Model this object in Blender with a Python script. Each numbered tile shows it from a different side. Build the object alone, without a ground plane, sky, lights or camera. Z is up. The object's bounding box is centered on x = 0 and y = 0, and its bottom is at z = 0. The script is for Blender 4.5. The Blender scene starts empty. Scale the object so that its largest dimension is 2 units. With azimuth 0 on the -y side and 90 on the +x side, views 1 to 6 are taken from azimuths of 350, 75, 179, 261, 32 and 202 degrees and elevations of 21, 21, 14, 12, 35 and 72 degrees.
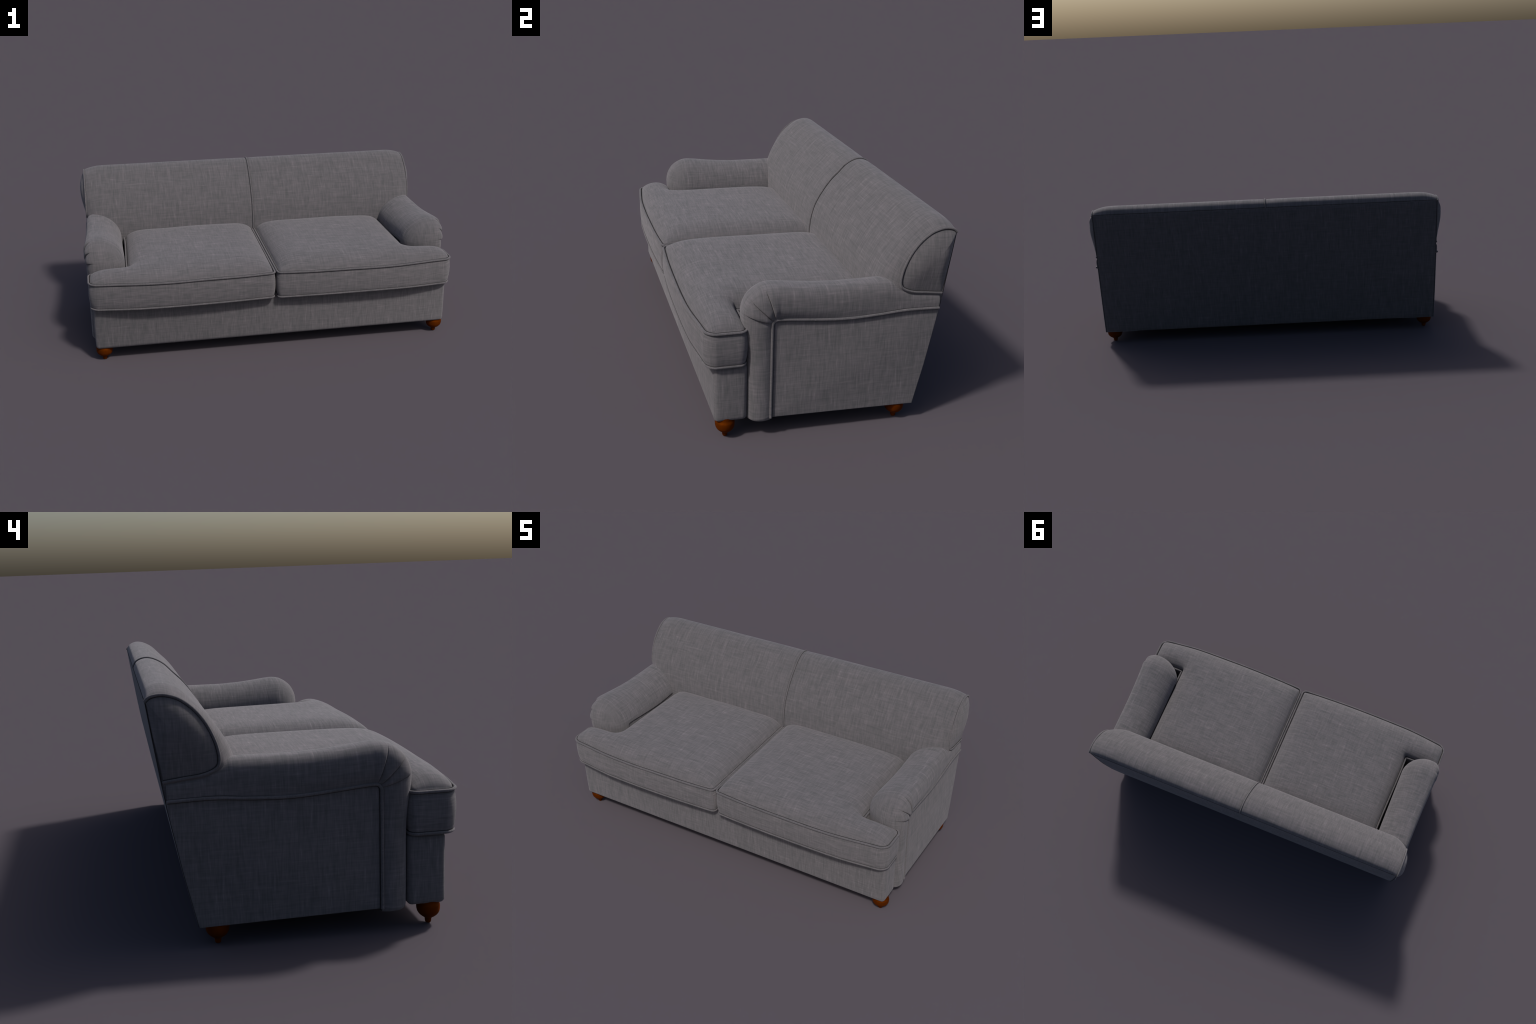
"""Two-seat grey linen sofa: rolled pleated arms, bench-style T cushions, bun feet."""
import bpy, math
import numpy as np

OFFSET_X = 0.003          # the seams of the sofa sit a hair right of centre
PIPE_R = 0.0052           # radius of the welt cord

# ------------------------------------------------------------------ curves
def catmull(points, n, closed=False):
    """Smooth curve through control points, resampled to n points evenly by arc length."""
    p = np.asarray(points, float)
    if closed:
        ext = np.vstack([p[-1:], p, p[:2]])
    else:
        ext = np.vstack([2 * p[0] - p[1], p, 2 * p[-1] - p[-2]])
    out = []
    for i in range(1, len(ext) - 2):
        a, b, c, d = ext[i - 1], ext[i], ext[i + 1], ext[i + 2]
        tk = [0.0]
        for q0, q1 in ((a, b), (b, c), (c, d)):
            tk.append(tk[-1] + max(1e-6, np.linalg.norm(q1 - q0)) ** 0.5)
        t0, t1, t2, t3 = tk
        for t in np.linspace(t1, t2, 24, endpoint=False):
            A1 = (t1 - t) / (t1 - t0) * a + (t - t0) / (t1 - t0) * b
            A2 = (t2 - t) / (t2 - t1) * b + (t - t1) / (t2 - t1) * c
            A3 = (t3 - t) / (t3 - t2) * c + (t - t2) / (t3 - t2) * d
            B1 = (t2 - t) / (t2 - t0) * A1 + (t - t0) / (t2 - t0) * A2
            B2 = (t3 - t) / (t3 - t1) * A2 + (t - t1) / (t3 - t1) * A3
            out.append((t2 - t) / (t2 - t1) * B1 + (t - t1) / (t2 - t1) * B2)
    out.append(p[0] if closed else p[-1])
    return resample(np.array(out), n, closed)


def resample(p, n, closed=False):
    seg = np.r_[0, np.cumsum(np.linalg.norm(np.diff(p, axis=0), axis=1))]
    s = np.linspace(0, seg[-1], n + 1)[:-1] if closed else np.linspace(0, seg[-1], n)
    return np.stack([np.interp(s, seg, p[:, k]) for k in range(p.shape[1])], 1)


def smoothstep(a, b, x):
    t = np.clip((np.asarray(x, float) - a) / (b - a), 0, 1)
    return t * t * (3 - 2 * t)


# ------------------------------------------------------------------ meshes
def make_object(name, verts, faces, material, parent=None, flip=False, sharp=40):
    verts = np.asarray(verts, float).copy()
    verts[:, 0] += OFFSET_X
    if flip:
        faces = [tuple(reversed(f)) for f in faces]
    me = bpy.data.meshes.new(name)
    me.from_pydata([tuple(v) for v in verts], [], [tuple(int(i) for i in f) for f in faces])
    me.update()
    me.shade_smooth()
    me.set_sharp_from_angle(angle=math.radians(sharp))
    me.materials.append(material)
    ob = bpy.data.objects.new(name, me)
    bpy.context.scene.collection.objects.link(ob)
    if parent:
        ob.parent = parent
    return ob


def mirrored(verts, side):
    v = np.asarray(verts, float).copy()
    v[:, 0] *= side
    return v


def grid_faces(rows, cols, wrap=False, base=0):
    f = []
    for i in range(rows - 1):
        for j in range(cols if wrap else cols - 1):
            k = (j + 1) % cols
            f.append((base + i * cols + j, base + i * cols + k, base + (i + 1) * cols + k, base + (i + 1) * cols + j))
    return f


def tube(path, radius, closed=False, sides=10):
    """Welt cord: a round tube swept along a path, with rounded ends when open."""
    p = np.asarray(path, float)
    n = len(p)
    tan = (np.roll(p, -1, 0) - np.roll(p, 1, 0)) if closed else np.gradient(p, axis=0)
    tan /= np.linalg.norm(tan, axis=1)[:, None]
    ref = np.array([0.0, 0.0, 1.0]) if abs(tan[0][2]) < 0.8 else np.array([1.0, 0, 0])
    u = np.cross(ref, tan[0]); u /= np.linalg.norm(u)
    frames = []
    for i in range(n):
        u = u - tan[i] * (u @ tan[i]); u /= np.linalg.norm(u)
        frames.append((u, np.cross(tan[i], u)))
    ang = np.linspace(0, 2 * np.pi, sides, endpoint=False)
    v = []
    for i in range(n):
        for a in ang:
            v.append(p[i] + radius * (math.cos(a) * frames[i][0] + math.sin(a) * frames[i][1]))
    f = grid_faces(n, sides, wrap=True)
    if closed:
        f += [((n - 1) * sides + j, (n - 1) * sides + (j + 1) % sides, (j + 1) % sides, j) for j in range(sides)]
    else:
        for i, s in ((0, -1), (n - 1, 1)):
            c = len(v)
            v.append(p[i] + s * tan[i] * radius * 0.6)
            for j in range(sides):
                q = (i * sides + j, i * sides + (j + 1) % sides, c)
                f.append(q if s > 0 else q[::-1])
    return np.array(v), f


def prism(poly, x0, x1, r):
    """Upholstered slab: a y-z outline carried from x0 to x1, outer edge rounded by r."""
    p = np.asarray(poly, float)
    n = len(p)
    tan = np.roll(p, -1, 0) - np.roll(p, 1, 0)
    tan /= np.linalg.norm(tan, axis=1)[:, None]
    nor = np.stack([tan[:, 1], -tan[:, 0]], 1)
    area = 0.5 * np.sum(p[:, 0] * np.roll(p[:, 1], -1) - p[:, 1] * np.roll(p[:, 0], -1))
    if area < 0:
        nor = -nor
    rings = [(x0, 0.0)]
    for a in np.linspace(0, math.pi / 2, 6):
        rings.append((x1 - r + r * math.sin(a), r * (1 - math.cos(a))))
    v = []
    for x, d in rings:
        q = p - nor * d
        v += [(x, y, z) for y, z in q]
    f = grid_faces(len(rings), n, wrap=True)
    f.append(tuple(range(n))[::-1])
    f.append(tuple((len(rings) - 1) * n + j for j in range(n)))
    if area < 0:
        f = [t[::-1] for t in f]
    return np.array(v), f


def rounded_box(lo, hi, r, bulge=(0, 0, 0), step=0.02):
    """Padded box with rounded edges; bulge puffs each pair of faces out in its middle."""
    lo, hi = np.array(lo, float), np.array(hi, float)
    v, f = [], []
    for ax in range(3):
        a, b = (ax + 1) % 3, (ax + 2) % 3
        edge = np.r_[0, np.array([0.15, 0.4, 0.7, 1.0]) * r]

        def line(k):
            inner = np.linspace(lo[k] + r, hi[k] - r, max(3, int((hi[k] - lo[k]) / step)))
            return np.r_[lo[k] + edge[:-1], inner, (hi[k] - edge[:-1])[::-1]]
        la, lb = line(a), line(b)
        for side in (0, 1):
            base = len(v)
            for p in la:
                for q in lb:
                    c = np.zeros(3)
                    c[ax] = (lo, hi)[side][ax]; c[a] = p; c[b] = q
                    ua, ub = [(2 * (c[k] - lo[k]) / (hi[k] - lo[k]) - 1) for k in (a, b)]
                    core = np.clip(c, lo + r, hi - r)
                    d = c - core
                    c = core + r * d / np.linalg.norm(d)
                    c[ax] += (1 if side else -1) * bulge[ax] * max(0, 1 - ua ** 2) * max(0, 1 - ub ** 2)
                    v.append(c)
            fs = grid_faces(len(la), len(lb), base=base)
            f += fs if side == 0 else [t[::-1] for t in fs]
    key, index, remap = {}, [], []
    for c in v:
        k = tuple(np.round(c, 5))
        if k not in key:
            key[k] = len(index); index.append(c)
        remap.append(key[k])
    return np.array(index), [tuple(remap[i] for i in t) for t in f]


# ------------------------------------------------------------------ materials
class Nodes:
    def __init__(self, name):
        self.mat = bpy.data.materials.new(name)
        self.mat.use_nodes = True
        self.t = self.mat.node_tree
        self.bsdf = self.t.nodes["Principled BSDF"]

    def add(self, kind, **props):
        n = self.t.nodes.new(kind)
        for k, v in props.items():
            setattr(n, k, v)
        return n

    def link(self, a, b):
        self.t.links.new(a, b)

    def math(self, op, a, b=None, c=None, clamp=False):
        n = self.add("ShaderNodeMath", operation=op, use_clamp=clamp)
        for i, x in enumerate((a, b, c)):
            if x is None:
                continue
            if isinstance(x, (int, float)):
                n.inputs[i].default_value = x
            else:
                self.link(x, n.inputs[i])
        return n.outputs[0]

    def combine(self, x, y, z):
        n = self.add("ShaderNodeCombineXYZ")
        for i, s in enumerate((x, y, z)):
            if isinstance(s, (int, float)):
                n.inputs[i].default_value = s
            else:
                self.link(s, n.inputs[i])
        return n.outputs[0]

    def noise(self, vec, scale, detail=2.0, rough=0.55, shift=0.0):
        m = self.add("ShaderNodeMapping")
        m.inputs["Scale"].default_value = scale
        m.inputs["Location"].default_value = (shift, shift * 0.7, shift * 1.3)
        self.link(vec, m.inputs["Vector"])
        n = self.add("ShaderNodeTexNoise")
        n.inputs["Scale"].default_value = 1.0
        n.inputs["Detail"].default_value = detail
        n.inputs["Roughness"].default_value = rough
        self.link(m.outputs[0], n.inputs["Vector"])
        return n.outputs["Fac"]


def linen(name, mode="flat", warp_gain=1.0, weft_gain=1.0, centre=(0, 0, 0), reach=0.1, tone=1.0):
    """Slubby grey linen.  mode 'flat' weaves along x, y, z by the way the face looks;
    'round_x' / 'round_y' wrap one thread set around an axis parallel to x / y."""
    N = Nodes(name)
    tc = N.add("ShaderNodeTexCoord")
    sep = N.add("ShaderNodeSeparateXYZ")
    N.link(tc.outputs["Object"], sep.inputs[0])
    x, y, z = sep.outputs
    HI, LO = 215.0, 16.0

    def pair(u, v, k=0.0):
        """threads along u and along v, each a fine and a coarse slub layer"""
        vec = N.combine(u, v, 0.0)
        out = []
        for along in (0, 1):
            s1 = [HI, HI, 1.0]; s1[along] = LO
            s2 = [HI * 0.42, HI * 0.42, 1.0]; s2[along] = LO * 0.6
            out += [N.noise(vec, s1, 2.5, 0.6, 3.1 + along * 7 + k), N.noise(vec, s2, 1.5, 0.5, 11.7 + along * 5 + k)]
        return out

    def flat():
        geo = N.add("ShaderNodeNewGeometry")
        ns = N.add("ShaderNodeSeparateXYZ")
        N.link(geo.outputs["True Normal"], ns.inputs[0])
        ws = [N.math("POWER", N.math("ABSOLUTE", o), 6.0) for o in ns.outputs]
        tot = N.math("ADD", N.math("ADD", ws[0], ws[1]), N.math("ADD", ws[2], 1e-4))
        ws = [N.math("DIVIDE", q, tot) for q in ws]
        sets = [pair(y, z, 1.3), pair(x, z, 2.1), pair(x, y, 5.4)]
        res = []
        for i in range(4):
            acc = None
            for prs, w in zip(sets, ws):
                q = N.math("MULTIPLY", prs[i], w)
                acc = q if acc is None else N.math("ADD", acc, q)
            res.append(acc)
        return res

    def wrapped():
        cx, cy, cz = centre
        if mode == "round_x":
            ang = N.math("ARCTAN2", N.math("SUBTRACT", z, cz), N.math("SUBTRACT", cy, y))
            along = x
        else:
            ang = N.math("ARCTAN2", N.math("SUBTRACT", z, cz), N.math("SUBTRACT", N.math("ABSOLUTE", x), cx))
            along = y
        return pair(along, N.math("MULTIPLY", ang, reach), 6.6)

    if mode == "flat":
        layers = flat()
    elif mode == "round_x":
        layers = wrapped()
    else:                              # a roll above, hanging cloth on the post below
        geo = N.add("ShaderNodeNewGeometry")
        ns = N.add("ShaderNodeSeparateXYZ")
        N.link(geo.outputs["True Normal"], ns.inputs[0])
        front = N.math("DIVIDE", N.math("SUBTRACT", N.math("ABSOLUTE", ns.outputs[1]), 0.30), 0.35, clamp=True)
        hang = N.math("MAXIMUM", front, N.math("DIVIDE", N.math("SUBTRACT", 0.50, z), 0.05, clamp=True))
        keep = N.math("SUBTRACT", 1.0, hang)
        layers = [N.math("ADD", N.math("MULTIPLY", p, hang), N.math("MULTIPLY", q, keep)) for p, q in zip(flat(), wrapped())]
    weft, weft2, warp, warp2 = layers

    def centred(a, g):
        return N.math("MULTIPLY", N.math("SUBTRACT", a, 0.5), g)

    def slub(a, b, g):                 # occasional pale thick threads
        q = N.math("MULTIPLY", N.math("SUBTRACT", N.math("MULTIPLY", a, b), 0.375), 4.5, clamp=True)
        return N.math("MULTIPLY", q, g)

    light = N.math("ADD", N.math("ADD", centred(weft, 0.50 * weft_gain), centred(weft2, 0.27 * weft_gain)),
                   N.math("ADD", centred(warp, 0.50 * warp_gain), centred(warp2, 0.27 * warp_gain)))
    blot = N.noise(tc.outputs["Object"], (9, 9, 9), 2.0, 0.5, 21.0)
    light = N.math("ADD", light, centred(blot, 0.045))
    light = N.math("ADD", light, N.math("ADD", slub(weft, weft2, 0.17 * weft_gain), slub(warp, warp2, 0.17 * warp_gain)))
    ramp = N.add("ShaderNodeValToRGB")
    N.link(N.math("ADD", light, 0.5, clamp=True), ramp.inputs[0])
    cr = ramp.color_ramp
    t = tone * 1.09
    for k, (pos, col) in enumerate(((0.08, (0.148, 0.150, 0.157)), (0.40, (0.211, 0.208, 0.219)), (0.58, (0.261, 0.248, 0.264)), (0.95, (0.368, 0.338, 0.362)))):
        e = cr.elements[k] if k < 1 else (cr.elements.new(pos) if pos < 0.9 else cr.elements[-1])
        e.position = pos
        e.color = (*[q * t for q in col], 1)
    N.link(ramp.outputs[0], N.bsdf.inputs["Base Color"])
    N.bsdf.inputs["Metallic"].default_value = 1.0      # lustrous cloth: all of its reflection is a very rough gloss
    N.bsdf.inputs["Roughness"].default_value = 1.0
    bump = N.add("ShaderNodeBump")
    bump.inputs["Strength"].default_value = 0.07
    bump.inputs["Distance"].default_value = 0.0015
    N.link(N.math("ADD", weft, warp), bump.inputs["Height"])
    N.link(bump.outputs[0], N.bsdf.inputs["Normal"])
    return N.mat


def stained_wood(name):
    N = Nodes(name)
    tc = N.add("ShaderNodeTexCoord")
    grain = N.noise(tc.outputs["Object"], (140, 140, 18), 3.0, 0.6, 2.0)
    ramp = N.add("ShaderNodeValToRGB")
    N.link(grain, ramp.inputs[0])
    ramp.color_ramp.elements[0].position = 0.25; ramp.color_ramp.elements[0].color = (0.140, 0.030, 0.001, 1)
    ramp.color_ramp.elements[1].position = 0.8; ramp.color_ramp.elements[1].color = (0.170, 0.037, 0.002, 1)
    N.link(ramp.outputs[0], N.bsdf.inputs["Base Color"])
    N.bsdf.inputs["Metallic"].default_value = 1.0      # lacquered: mirrors the floor softly
    N.bsdf.inputs["Roughness"].default_value = 0.8
    return N.mat


def seam_shade_material(name):
    """Near-black for added thin tubes that put crease shade beside cords and in pleats."""
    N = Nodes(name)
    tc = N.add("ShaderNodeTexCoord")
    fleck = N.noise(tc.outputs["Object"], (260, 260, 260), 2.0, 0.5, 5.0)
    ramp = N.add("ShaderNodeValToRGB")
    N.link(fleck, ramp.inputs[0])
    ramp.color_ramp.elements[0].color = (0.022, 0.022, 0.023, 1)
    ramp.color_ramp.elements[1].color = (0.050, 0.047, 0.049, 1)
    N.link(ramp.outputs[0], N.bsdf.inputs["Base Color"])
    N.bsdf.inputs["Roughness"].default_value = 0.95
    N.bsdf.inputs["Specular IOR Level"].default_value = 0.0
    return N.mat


SHADE_DARK = seam_shade_material("dark_seam_shade")
SHADE_R = 0.0013
FLAT = linen("grey_linen", warp_gain=1.12, weft_gain=0.72)
CORD = linen("grey_linen_cord", tone=0.95)
REAR = linen("grey_linen_rear", warp_gain=1.12, weft_gain=0.72, tone=0.84)  # same linen toned darker: the rear's shade is put into its colour
SEAT = linen("grey_linen_seat", warp_gain=0.75, weft_gain=1.15)
BACK = linen("grey_linen_back", "round_x", centre=(0, 0.47, 0.53), reach=0.28, warp_gain=1.0, weft_gain=0.72, tone=0.95)
ARM = linen("grey_linen_arm", "round_y", centre=(0.885, 0, 0.50), reach=0.115, warp_gain=1.1, weft_gain=0.8)
WOOD = stained_wood("red_brown_wood")

sofa = bpy.data.objects.new("sofa", None)
bpy.context.scene.collection.objects.link(sofa)
sofa["label"] = "grey linen two-seat sofa with rolled pleated arms and bun feet"
sofa["category"] = "sofa"

def seam_shade(path, parent, side=1, closed=False, radius=None):
    """Added dark tube standing for shade beside cords and in pleats; also marks rear joints."""
    v, f = tube(path, radius or SHADE_R, closed=closed, sides=6)
    return make_object("seam_shade", mirrored(v, side), f, SHADE_DARK, parent, flip=side < 0)


def offset_yz(yz, d):
    """Shift a y-z curve sideways by d (to the left of its direction)."""
    t = np.gradient(yz, axis=0)
    t /= np.linalg.norm(t, axis=1)[:, None]
    return yz + d * np.stack([-t[:, 1], t[:, 0]], 1)


# ------------------------------------------------------------------ shared side profile
def rear_y(z):
    """Leaning rear face of the sofa."""
    return np.interp(z, [0.07, 0.25, 0.46, 0.55, 0.68, 0.80, 0.83], [0.3715, 0.412, 0.4515, 0.4655, 0.484, 0.5005, 0.504])


ARM_PIPE_TOP = [(0.449, 0.4875), (0.38, 0.4892), (0.30, 0.4892), (0.20, 0.4815), (0.10, 0.4765), (0.03, 0.4775),
                (-0.04, 0.4825), (-0.11, 0.4890), (-0.17, 0.4945), (-0.203, 0.4960)]
POST_Y, POST_BOTTOM, CORNER_R = -0.2235, 0.078, 0.0205
CORNER = np.array([POST_Y + CORNER_R, 0.496 - CORNER_R])

# ------------------------------------------------------------------ armrest
PLEATS = [18.0, 45.0, 70.0]           # degrees forward of straight up
def arm_stations():
    """(base y, base z, outward direction y, z, height of padding, angle) from rear to post foot."""
    out = []
    top = catmull(ARM_PIPE_TOP, 60)
    for y, z in top[:-1]:
        top_z = np.interp(y, [-0.203, -0.17, -0.12, -0.05, 0.04, 0.14, 0.25, 0.285, 0.33, 0.45],
                          [0.624, 0.621, 0.615, 0.608, 0.6035, 0.604, 0.6055, 0.592, 0.565, 0.550])
        out.append((y, z, 0.0, 1.0, top_z - z, 0.0))
    degs = set(np.linspace(0, 90, 61).round(3))
    for p in PLEATS:
        degs |= {round(p + d, 3) for d in (-2.2, -1.2, -0.6, -0.25, 0.25, 0.6, 1.2, 2.2)}
    for a in sorted(degs):
        r = math.radians(a)
        n = np.array([-math.sin(r), math.cos(r)])
        b = CORNER + n * CORNER_R
        h = np.interp(a, [0, 20, 45, 65, 80, 90], [0.128, 0.131, 0.1275, 0.119, 0.111, 0.107])
        out.append((b[0], b[1], n[0], n[1], h, a))
    for z in np.r_[np.linspace(0.47, 0.10, 34), 0.088, 0.080, 0.074, 0.0705, 0.069]:
        h = np.interp(z, [0.069, 0.31, 0.36, 0.41, 0.475], [0.0905, 0.0915, 0.093, 0.0985, 0.107])
        out.append((POST_Y, z, -1.0, 0.0, h, 90.0))
    return out


def build_arm(side):
    st = arm_stations()
    T = 72
    verts, folds = [], []
    for y0, z0, ny, nz, H, ang in st:
        post = smoothstep(40, 100, ang) if ang < 90 else smoothstep(0.5, 0.40, z0)
        if ang >= 90:
            post = max(post, float(smoothstep(40, 100, 90)))
        x_max = np.interp(y0, [-0.2235, -0.15, 0.0, 0.16, 0.27, 0.45], [0.9925, 0.989, 0.983, 0.979, 0.976, 0.976])
        if ang > 0:
            x_max = np.interp(ang, [0, 30, 60, 90], [0.9925, 0.994, 0.991, 0.986])
        if ang >= 90:
            x_max = np.interp(z0, [0.07, 0.38, 0.47], [0.982, 0.982, 0.986])
        x_top = 0.917 + 0.006 * (1 - post)
        p_out = 2.9 - 0.5 * post
        p_in = 1.95
        x_in = 0.770 if side > 0 else 0.781      # the right arm leans a little further over its cushion
        shrink = 0.0
        if ang >= 90:
            shrink = 0.013 * (1 - math.sqrt(max(0, 1 - max(0, (0.086 - z0) / 0.0171) ** 2)))
        x_base = 0.9735
        h_m = 0.38
        row = []
        for k in range(T):
            t = k / (T - 1)
            if t < 0.14:                                    # undercut beside the cord
                u = t / 0.14
                h = h_m * u
                x = x_base + (x_max - x_base) * math.sin(u * math.pi / 2)
            elif t < 0.5:                                   # outer shoulder
                u = (t - 0.14) / 0.36 * math.pi / 2
                h = h_m + (1 - h_m) * math.sin(u) ** (2 / p_out)
                x = x_top + (x_max - x_top) * math.cos(u) ** (2 / p_out)
            elif t < 0.9:                                   # inner shoulder
                u = (1 - (t - 0.5) / 0.4) * math.pi / 2
                h = -0.1 + 1.1 * math.sin(u) ** (2 / p_in)
                x = x_top - (x_top - x_in) * max(0, math.cos(u)) ** (2 / p_in)
            else:
                u = (t - 0.9) / 0.1
                h = -0.1 - u * 0.02
                x = x_in + u * 0.02
            d = h * H
            # pleats: each fold stands proud of the next one down, fading out over the crown
            fade = smoothstep(0.0, 0.08, t) * smoothstep(0.47, 0.26, t)
            drop = 0.0
            if 0 < ang <= 90 and fade > 0:
                lims = [-12.0] + PLEATS + [112.0]
                for a0, a1 in zip(lims[:-1], lims[1:]):
                    if a0 <= ang < a1:
                        u = (ang - a0) / (a1 - a0)
                        if a0 > 0:
                            drop = 0.0062 * (1 - u) ** 1.6
                            drop += 0.0032 * math.exp(-((ang - a0) / 0.9) ** 2)
                        drop -= 0.0030 * math.sin(math.pi * u ** 1.5) * float(smoothstep(0, 14, ang))
                        if a1 < 100:
                            drop += 0.003 * math.exp(-((ang - a1) / 0.8) ** 2)
                drop *= fade
            cx, cd = x_top, 0.35 * H
            vx, vd = x - cx, d - cd
            L = math.hypot(vx, vd) + 1e-9
            x -= vx / L * drop
            d -= vd / L * drop
            x -= (x - 0.9) / 0.1 * shrink
            d -= max(0, d / max(H, 1e-6)) * shrink
            y, z = y0 + ny * d, z0 + nz * d
            if ang == 0 and y0 > 0.1:
                y = min(y, rear_y(z) - 0.003)
            row.append((x, y, z))
        verts += row
        if round(ang, 3) in [round(p + 0.25, 3) for p in PLEATS]:
            folds.append(row[3:int(T * 0.36)])
    n = len(st)
    faces = grid_faces(n, T)
    last = (n - 1) * T
    faces.append(tuple(last + j for j in range(T)))
    faces.append(tuple(range(T))[::-1])
    arm = make_object("armrest", mirrored(verts, side), faces, ARM, sofa, flip=side < 0, sharp=50)

    for fold in folds:                                      # added dark line for the shade in each pleat tuck
        seam_shade(resample(np.array(fold), 40), arm, side, radius=0.0011)

    # welt cord around the side panel
    arc = [CORNER + CORNER_R * np.array([-math.sin(a), math.cos(a)]) for a in np.linspace(0, math.pi / 2, 12)]
    top = catmull(ARM_PIPE_TOP, 70)
    down = [(POST_Y - 0.0, z) for z in np.linspace(CORNER[1] - 0.01, POST_BOTTOM + 0.003, 24)]
    yz = np.vstack([top[:-1], arc, down])
    yz = resample(yz, 150)
    path = np.c_[np.full(len(yz), 0.9765), yz]
    v, f = tube(path, PIPE_R)
    make_object("piping", mirrored(v, side), f, CORD, arm, flip=side < 0)
    for d in (0.0060, -0.0060):  # dark tubes added for the crease shade along the arm cord
        seam_shade(np.c_[np.full(len(yz), 0.9735), offset_yz(yz, d)], arm, side)

    # flat side panel, a slab with its outer edge turned in
    inset = 0.0058
    zr = np.linspace(0.4885 - inset, 0.0715, 20)
    top_in = top.copy(); top_in[:, 1] -= inset
    top_in = top_in[top_in[:, 0] < 0.44]
    corner_in = [CORNER + (CORNER_R - inset) * np.array([-math.sin(a), math.cos(a)]) for a in np.linspace(0.1, math.pi / 2, 8)]
    poly = [(float(rear_y(z)) - 0.003, z) for z in zr[::-1]]
    poly += [tuple(q) for q in top_in[:-1]]
    poly += [tuple(q) for q in corner_in]
    poly += [(POST_Y + inset, z) for z in np.linspace(CORNER[1] - 0.02, 0.0805, 14)]
    poly += [(y, np.interp(y, [POST_Y, 0.37], [0.0805, 0.0715])) for y in np.linspace(POST_Y + 0.03, 0.35, 14)]
    v, f = prism(poly, 0.786, 0.9725, 0.0045)
    make_object("side_panel", mirrored(v, side), f, FLAT, arm, flip=side < 0)


for side in (1, -1):
    build_arm(side)

# ------------------------------------------------------------------ backrest
MID_FRONT = [(0.5000, 0.800), (0.489, 0.8235), (0.467, 0.8360), (0.444, 0.8388), (0.4200, 0.8335), (0.3825, 0.8130), (0.345, 0.776),
             (0.3100, 0.7405), (0.2680, 0.6820), (0.2375, 0.6250), (0.2200, 0.5650), (0.2130, 0.5090), (0.2110, 0.4700)]
MID_UNDER = [(0.2110, 0.4700), (0.2200, 0.4200), (0.30, 0.405), (0.4380, 0.4200)]
END_FRONT = [(0.5000, 0.797), (0.487, 0.8085), (0.4680, 0.8142), (0.4460, 0.8150), (0.4230, 0.8105), (0.3940, 0.7985), (0.3590, 0.7715),
             (0.3280, 0.7350), (0.3040, 0.6925), (0.2885, 0.6515), (0.2815, 0.6150), (0.2822, 0.5965)]
END_UNDER = [(0.2822, 0.5965), (0.2885, 0.5830), (0.3030, 0.5725), (0.3370, 0.5610), (0.3950, 0.5540), (0.4580, 0.5465)]
NF, NU, NR = 70, 30, 24
X_END = 0.9715

def back_section(front, under):
    a = catmull(front, NF)
    b = catmull(under, NU)
    z = np.linspace(b[-1][1], a[0][1], NR + 2)[1:-1]
    lean = np.interp(z, [b[-1][1], a[0][1]], [b[-1][0], a[0][0]])
    r = np.c_[np.minimum(lean, rear_y(z) - 0.003), z]
    return np.vstack([a, b[1:], r])


mid, end = back_section(MID_FRONT, MID_UNDER), back_section(END_FRONT, END_UNDER)
M = len(mid)
def back_blend(x):
    u = np.clip((abs(x) - (X_END - 0.115)) / 0.115, 0, 1)
    return u ** 2.3


xs = X_END * np.sin(np.linspace(-1, 1, 121) * math.pi / 2)
xs = np.unique(np.round(np.r_[xs, np.linspace(-0.9, 0.9, 80), np.linspace(-0.03, 0.03, 25)], 4))
verts = []
for x in xs:
    w = back_blend(x)
    sec = mid * (1 - w) + end * w
    c = np.array([0.42, 0.65])
    pinch = 0.0035 * math.exp(-(abs(x) / 0.008) ** 1.5) + 0.0015 * math.exp(-(abs(x) / 0.05) ** 2)
    pinch += 0.004 * math.exp(-((X_END - abs(x)) / 0.006) ** 2)
    d = sec - c
    L = np.linalg.norm(d, axis=1)[:, None]
    amount = np.full(M, pinch); amount[NF + NU - 1:] = 0; amount[:3] *= [0.2, 0.5, 0.8]
    sec = sec - d / L * amount[:, None]
    verts += [(x, y, z) for y, z in sec]
faces = grid_faces(len(xs), M, wrap=True)
backrest = make_object("backrest", verts, faces, BACK, sofa, sharp=60)

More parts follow.
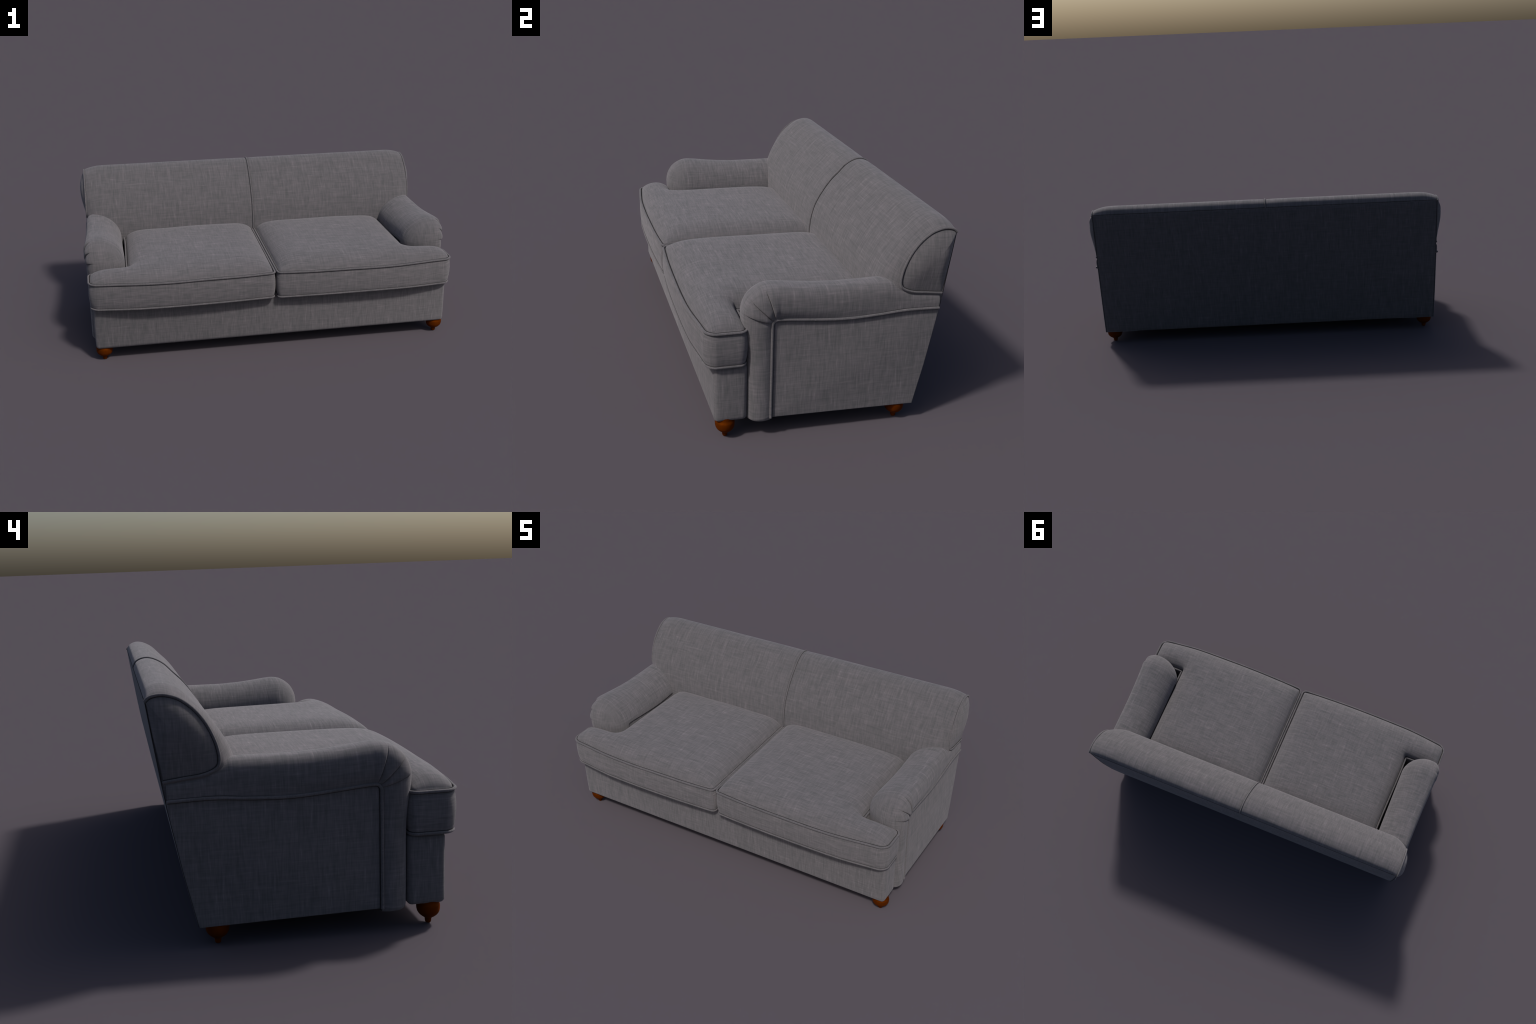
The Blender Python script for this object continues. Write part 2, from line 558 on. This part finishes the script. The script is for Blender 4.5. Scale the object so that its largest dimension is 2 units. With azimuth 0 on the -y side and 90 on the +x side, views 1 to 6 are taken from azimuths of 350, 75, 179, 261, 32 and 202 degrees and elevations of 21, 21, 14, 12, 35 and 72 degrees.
# padded end caps
for side in (1, -1):
    centre = np.array([0.408, 0.690])
    v = []
    R = np.r_[1.0, 0.99, 0.975, np.linspace(0.95, 0.06, 26)]
    for r in R:
        sec = centre + (end - centre) * (r * 0.993)
        for k, (y, z) in enumerate(sec):
            # the stuffing stays full right up to the straight rear edge, and eases down to the cord elsewhere
            inside_rear = min(k - (NF + NU - 2), M - k) if k > NF else -k
            full = 1.6 * float(smoothstep(-8, 12, inside_rear))
            height = 0.5 + 0.5 * float(smoothstep(0.56, 0.72, z))        # fullest near the top
            v.append((X_END - 0.0042 + 0.0325 * height * (1 - r ** (2.6 + full)), y, z))
    f = grid_faces(len(R), M, wrap=True)
    f.append(tuple((len(R) - 1) * M + j for j in range(M)))
    make_object("end_panel", mirrored(v, side), f, FLAT, backrest, flip=side < 0, sharp=70)
    # welt around the end cap, from rear top corner to rear bottom corner
    yz = resample(np.vstack([catmull(END_FRONT, 160), catmull(END_UNDER, 80)[1:]]), 170)
    path = np.c_[np.full(len(yz), X_END - 0.0005), yz + (centre - yz) * 0.010]
    vv, ff = tube(path, 0.0047)
    make_object("piping", mirrored(vv, side), ff, CORD, backrest, flip=side < 0)
    inner = yz + (centre - yz) * 0.010  # path for dark lines added as shade around the end welt
    seam_shade(np.c_[np.full(len(yz), X_END - 0.0056), yz + (centre - yz) * 0.003], backrest, side)
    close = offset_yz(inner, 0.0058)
    seam_shade(np.c_[np.full(len(yz), X_END - 0.0002), close], backrest, side)

# centre welt of the backrest
yz = catmull(MID_FRONT, 150)
vv, ff = tube(np.c_[np.zeros(len(yz)), yz + (np.array([0.42, 0.65]) - yz) * 0.006], 0.0042)
make_object("piping", vv, ff, CORD, backrest)
for s in (1, -1):  # shade on both sides of the centre welt, added as dark tubes
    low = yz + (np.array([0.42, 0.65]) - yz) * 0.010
    seam_shade(np.c_[np.full(len(yz), 0.0046 * s), low], backrest, radius=0.0011)

# ------------------------------------------------------------------ rear panel
zs = np.r_[0.0725, np.linspace(0.078, 0.792, 40), 0.7985]
xs_r = np.r_[-0.9655, -0.963, np.linspace(-0.955, 0.955, 90), 0.963, 0.9655]
v = []
for z in zs:
    for x in xs_r:
        edge = min(x - xs_r[0], xs_r[-1] - x, z - zs[0], zs[-1] - z)
        v.append((x, float(rear_y(z)) - 0.005 * math.exp(-edge / 0.003), z))
nf = len(v)
v += [(x, y - 0.03, z) for x, y, z in v]
f = grid_faces(len(zs), len(xs_r))
f = [t[::-1] for t in f]
f += [tuple(i + nf for i in t[::-1]) for t in f]
C = len(xs_r)
loop = list(range(C)) + [i * C + C - 1 for i in range(1, len(zs))] + [(len(zs) - 1) * C + j for j in range(C - 2, -1, -1)] + [i * C for i in range(len(zs) - 2, 0, -1)]
f += [(loop[i], loop[(i + 1) % len(loop)], loop[(i + 1) % len(loop)] + nf, loop[i] + nf) for i in range(len(loop))]
rear = make_object("rear_panel", v, f, REAR, sofa, sharp=60)
zl = np.linspace(0.074, 0.7985, 60)
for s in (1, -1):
    seam_shade([(0.9672 * s, float(rear_y(z)) - 0.0022, z) for z in zl], rear)
seam_shade([(x, float(rear_y(0.800)) - 0.0010, 0.8002) for x in np.linspace(-0.966, 0.966, 80)], rear)

# ------------------------------------------------------------------ frame, front rail
def soften_front(ob, across, under):
    """The padding is pulled tight towards both ends and underneath: shade a flat front as one soft roll."""
    soft = []
    for vert in ob.data.vertices:
        n = np.array(vert.normal)
        n = n + max(0.0, -n[1]) ** 4 * np.array([across * vert.co.x / 0.96, 0.0, -under])
        soft.append(tuple(n / np.linalg.norm(n)))
    ob.data.normals_split_custom_set_from_vertices(soft)


v, f = rounded_box((-0.80, -0.330, 0.0775), (0.80, 0.345, 0.300), 0.004, step=0.1)
frame = make_object("frame", v, f, FLAT, sofa)
v, f = rounded_box((-0.9635, -0.4420, 0.0760), (0.9635, -0.3130, 0.3160), 0.018, bulge=(0.004, 0.003, 0.0), step=0.025)
rail = make_object("front_rail", v, f, FLAT, sofa, sharp=180)
soften_front(rail, 0.34, 0.19)

# ------------------------------------------------------------------ seat cushions
TOP_Z, LOW_Z = 0.4585, 0.3205
X_IN, X_OUT = 0.0085, 0.9770
Y_FRONT, Y_EAR, Y_REAR = -0.4880, -0.3175, 0.2640

def front_bow(x):
    """front edge: bows out in the middle of each cushion, back a little at both corners"""
    u = np.clip((x - X_IN) / (X_OUT - X_IN), 0, 1)
    return Y_FRONT - 0.0165 * (1 - np.abs(2 * u - 0.92) ** 2.2) + 0.012 * smoothstep(0.70, 1.0, u)


def axis_line(knots, step):
    out = []
    for a, b in zip(knots[:-1], knots[1:]):
        n = max(2, int(round((b - a) / step)))
        out += list(np.linspace(a, b, n, endpoint=False))
    return np.array(out + [knots[-1]])


def build_cushion(side):
    step = 0.0105
    X_NOTCH, draw = (0.7745, 0.004) if side > 0 else (0.7715, 0.010)
    gx = axis_line([X_IN, X_NOTCH, X_OUT], step)
    gy = axis_line([Y_FRONT, Y_EAR, Y_REAR], step)
    nx, ny = len(gx), len(gy)
    i_n = int(np.argmin(abs(gx - X_NOTCH))); j_e = int(np.argmin(abs(gy - Y_EAR)))
    inside = np.ones((nx, ny), bool)
    inside[i_n + 1:, j_e + 1:] = False
    # boundary loop, counter-clockwise from the inner front corner
    loop = [(i, 0) for i in range(nx)] + [(nx - 1, j) for j in range(1, j_e + 1)]
    loop += [(i, j_e) for i in range(nx - 2, i_n - 1, -1)] + [(i_n, j) for j in range(j_e + 1, ny)]
    loop += [(i, ny - 1) for i in range(i_n - 1, -1, -1)] + [(0, j) for j in range(ny - 2, 0, -1)]
    edge = np.zeros((nx, ny), bool)
    for i, j in loop:
        edge[i, j] = True
    # stuffing: how far the cover is lifted, from two relaxations of the cover over its outline
    def relax(k, src, iters):
        u = np.zeros((nx, ny))
        free = inside & ~edge
        for _ in range(iters):
            s = np.zeros_like(u)
            s[1:-1, 1:-1] = u[2:, 1:-1] + u[:-2, 1:-1] + u[1:-1, 2:] + u[1:-1, :-2]
            new = (s + src * step * step) / (4 + (k * step) ** 2)
            u = np.where(free, new, 0)
        return u
    kappa = 1 / 0.045
    puff = relax(kappa, kappa ** 2, 900)                      # 1 - exp(-d/l)
    puff = puff / puff.max()
    X, Y = np.meshgrid(gx, gy, indexing="ij")
    # outline shaping
    bow = front_bow(X) - Y_FRONT
    Yw = Y + bow * (1 - smoothstep(Y_FRONT, Y_EAR, Y))
    def round_corner(Xa, Ya, cx, cy, sx, sy, r):
        u = (Xa - (cx - sx * r)) * sx / r
        v = (Ya - (cy - sy * r)) * sy / r
        m = (u > 0) & (v > 0)
        uu, vv = np.clip(u, 0, 1), np.clip(v, 0, 1)
        nu, nv = uu * np.sqrt(1 - vv ** 2 / 2), vv * np.sqrt(1 - uu ** 2 / 2)
        return np.where(m, cx - sx * r + sx * r * nu, Xa), np.where(m, cy - sy * r + sy * r * nv, Ya)
    rr = 0.042
    Xr, Yr = round_corner(X, Y, X_OUT, Y_FRONT, 1, -1, rr)
    Xr, Yr = round_corner(Xr, Yr, X_OUT, Y_EAR, 1, 1, 0.030)
    Xr, Yr = round_corner(Xr, Yr, X_IN, Y_FRONT, -1, -1, 0.020)
    Yr = Yr + (Yw - Y)
    Xr = Xr - draw * smoothstep(-0.28, 0.20, Y) * smoothstep(0.5, 0.76, X)     # drawn in towards the back
    # gentle sag of the crown to the rear and a soft unevenness
    rng = np.random.default_rng(7 if side > 0 else 12)
    ph = rng.uniform(0, 6.28, 6)
    uneven = 0.0016 * (np.sin(9 * X + ph[0]) * np.cos(8 * Y + ph[1]) + 0.6 * np.sin(17 * X + 5 * Y + ph[2]))
    lift = 0.0735 * puff + uneven * puff
    # narrow ditch beside the cord
    wave = 0.0018 * np.sin(6.5 * X + ph[3]) + 0.0010 * np.sin(15 * X + ph[4])
    P = np.stack([Xr, Yr, TOP_Z + wave + lift], -1)
    outline = np.array([P[i, j] for i, j in loop])
    n = len(loop)
    flat = outline[:, :2]
    tan = np.roll(flat, -1, 0) - np.roll(flat, 1, 0)
    tan /= np.linalg.norm(tan, axis=1)[:, None]
    nor = np.stack([tan[:, 1], -tan[:, 0]], 1)
    # vertices: top grid
    idx = -np.ones((nx, ny), int)
    v, f = [], []
    for i in range(nx):
        for j in range(ny):
            if inside[i, j]:
                idx[i, j] = len(v)
                v.append(P[i, j])
    for i in range(nx - 1):
        for j in range(ny - 1):
            q = (idx[i, j], idx[i + 1, j], idx[i + 1, j + 1], idx[i, j + 1])
            if min(q) >= 0:
                f.append(q)
    ntop = len(v)
    # border of the top dips behind the cord
    for k, (i, j) in enumerate(loop):
        a = v[idx[i, j]]
        v[idx[i, j]] = np.array([a[0] - nor[k, 0] * 0.0060, a[1] - nor[k, 1] * 0.0060, a[2] - 0.0070])
    # boxing band between the cords
    rows = [(-0.0022, 0.0055)]
    prof = [(0.0, 0.030), (0.25, 0.62), (0.5, 0.80), (0.75, 0.62), (1.0, 0.030)]
    levels = np.r_[0.035, 0.06, np.linspace(0.1, 0.9, 11), 0.94, 0.965]
    ring_ids = [[idx[i, j] for i, j in loop]]
    low = LOW_Z + 0.0015 * np.sin(5 * outline[:, 0] + ph[5])
    inner_shift = nor * -0.0020                                 # lower outline is a little smaller
    for t in levels:
        ids = []
        bul = 0.0120 * math.sin(math.pi * t) ** 0.5 - 0.0052
        for k in range(n):
            z = (TOP_Z + wave_at(loop, k, wave)) * (1 - t) + low[k] * t
            ids.append(len(v))
            v.append(np.array([flat[k, 0] + nor[k, 0] * bul + inner_shift[k, 0] * t,
                               flat[k, 1] + nor[k, 1] * bul + inner_shift[k, 1] * t, z]))
        ring_ids.append(ids)
    for a, b in zip(ring_ids[:-1], ring_ids[1:]):
        for k in range(n):
            m = (k + 1) % n
            f.append((a[m], a[k], b[k], b[m]))
    # underside
    base = {}
    for k, (i, j) in enumerate(loop):
        base[(i, j)] = ring_ids[-1][k]
    for i in range(nx):
        for j in range(ny):
            if inside[i, j] and (i, j) not in base:
                base[(i, j)] = len(v)
                v.append(np.array([Xr[i, j], Yr[i, j], LOW_Z + 0.001 - 0.004 * puff[i, j]]))
    for i in range(nx - 1):
        for j in range(ny - 1):
            q = [(i, j), (i, j + 1), (i + 1, j + 1), (i + 1, j)]
            if all(t in base for t in q):
                f.append(tuple(base[t] for t in q))
    cushion = make_object("seat_cushion", mirrored(v, side), f, SEAT, sofa, flip=side < 0, sharp=180)
    soften_front(cushion, 0.20, 0.10)
    for level, shift, zz in ((0, 0.0020, None), (1, -0.0030, low)):
        z = outline[:, 2] if zz is None else zz
        z = np.array([TOP_Z + wave_at(loop, k, wave) for k in range(n)]) if level == 0 else low
        path = np.c_[flat + nor * shift, z]
        path = resample(np.vstack([path, path[:1]]), 420, closed=True)
        vv, ff = tube(path, PIPE_R, closed=True)
        make_object("piping", mirrored(vv, side), ff, CORD, cushion, flip=side < 0)
        lines = ((-0.0035, 0.0042), (-0.0005, -0.0063)) if level == 0 else ((-0.0023, 0.0062),)  # offsets of added dark lines that shade the cushion cords
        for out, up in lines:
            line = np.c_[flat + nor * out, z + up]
            seam_shade(resample(np.vstack([line, line[:1]]), 420, closed=True), cushion, side, closed=True)


def wave_at(loop, k, wave):
    i, j = loop[k]
    return wave[i, j]


for side in (1, -1):
    build_cushion(side)

# ------------------------------------------------------------------ turned bun feet
FOOT = [(0.0, 0.0), (0.0085, 0.0), (0.0098, 0.0025), (0.0110, 0.010), (0.0122, 0.0165), (0.0160, 0.0195), (0.0235, 0.0245),
        (0.0320, 0.0325), (0.0372, 0.0415), (0.0394, 0.0530), (0.0390, 0.0660), (0.0350, 0.0760), (0.0340, 0.0900), (0.0, 0.0900)]
prof = np.vstack([[FOOT[0]], catmull(FOOT[1:-1], 40), [FOOT[-1]]])
S = 40
v = [(r * 1.10 * math.cos(a), r * 0.975 * math.sin(a), z) for r, z in prof for a in np.linspace(0, 2 * math.pi, S, endpoint=False)]
f = grid_faces(len(prof), S, wrap=True)
first = None
for x in (0.9245, -0.9245):
    for y in (-0.395, 0.3085):
        if first is None:
            vv = np.array(v); vv[:, 0] -= OFFSET_X
            first = make_object("leg", vv, f, WOOD, sofa, sharp=50)
            ob = first
        else:
            ob = first.copy()
            bpy.context.scene.collection.objects.link(ob)
        ob.location = (x + OFFSET_X + 0.0025, y, 0)
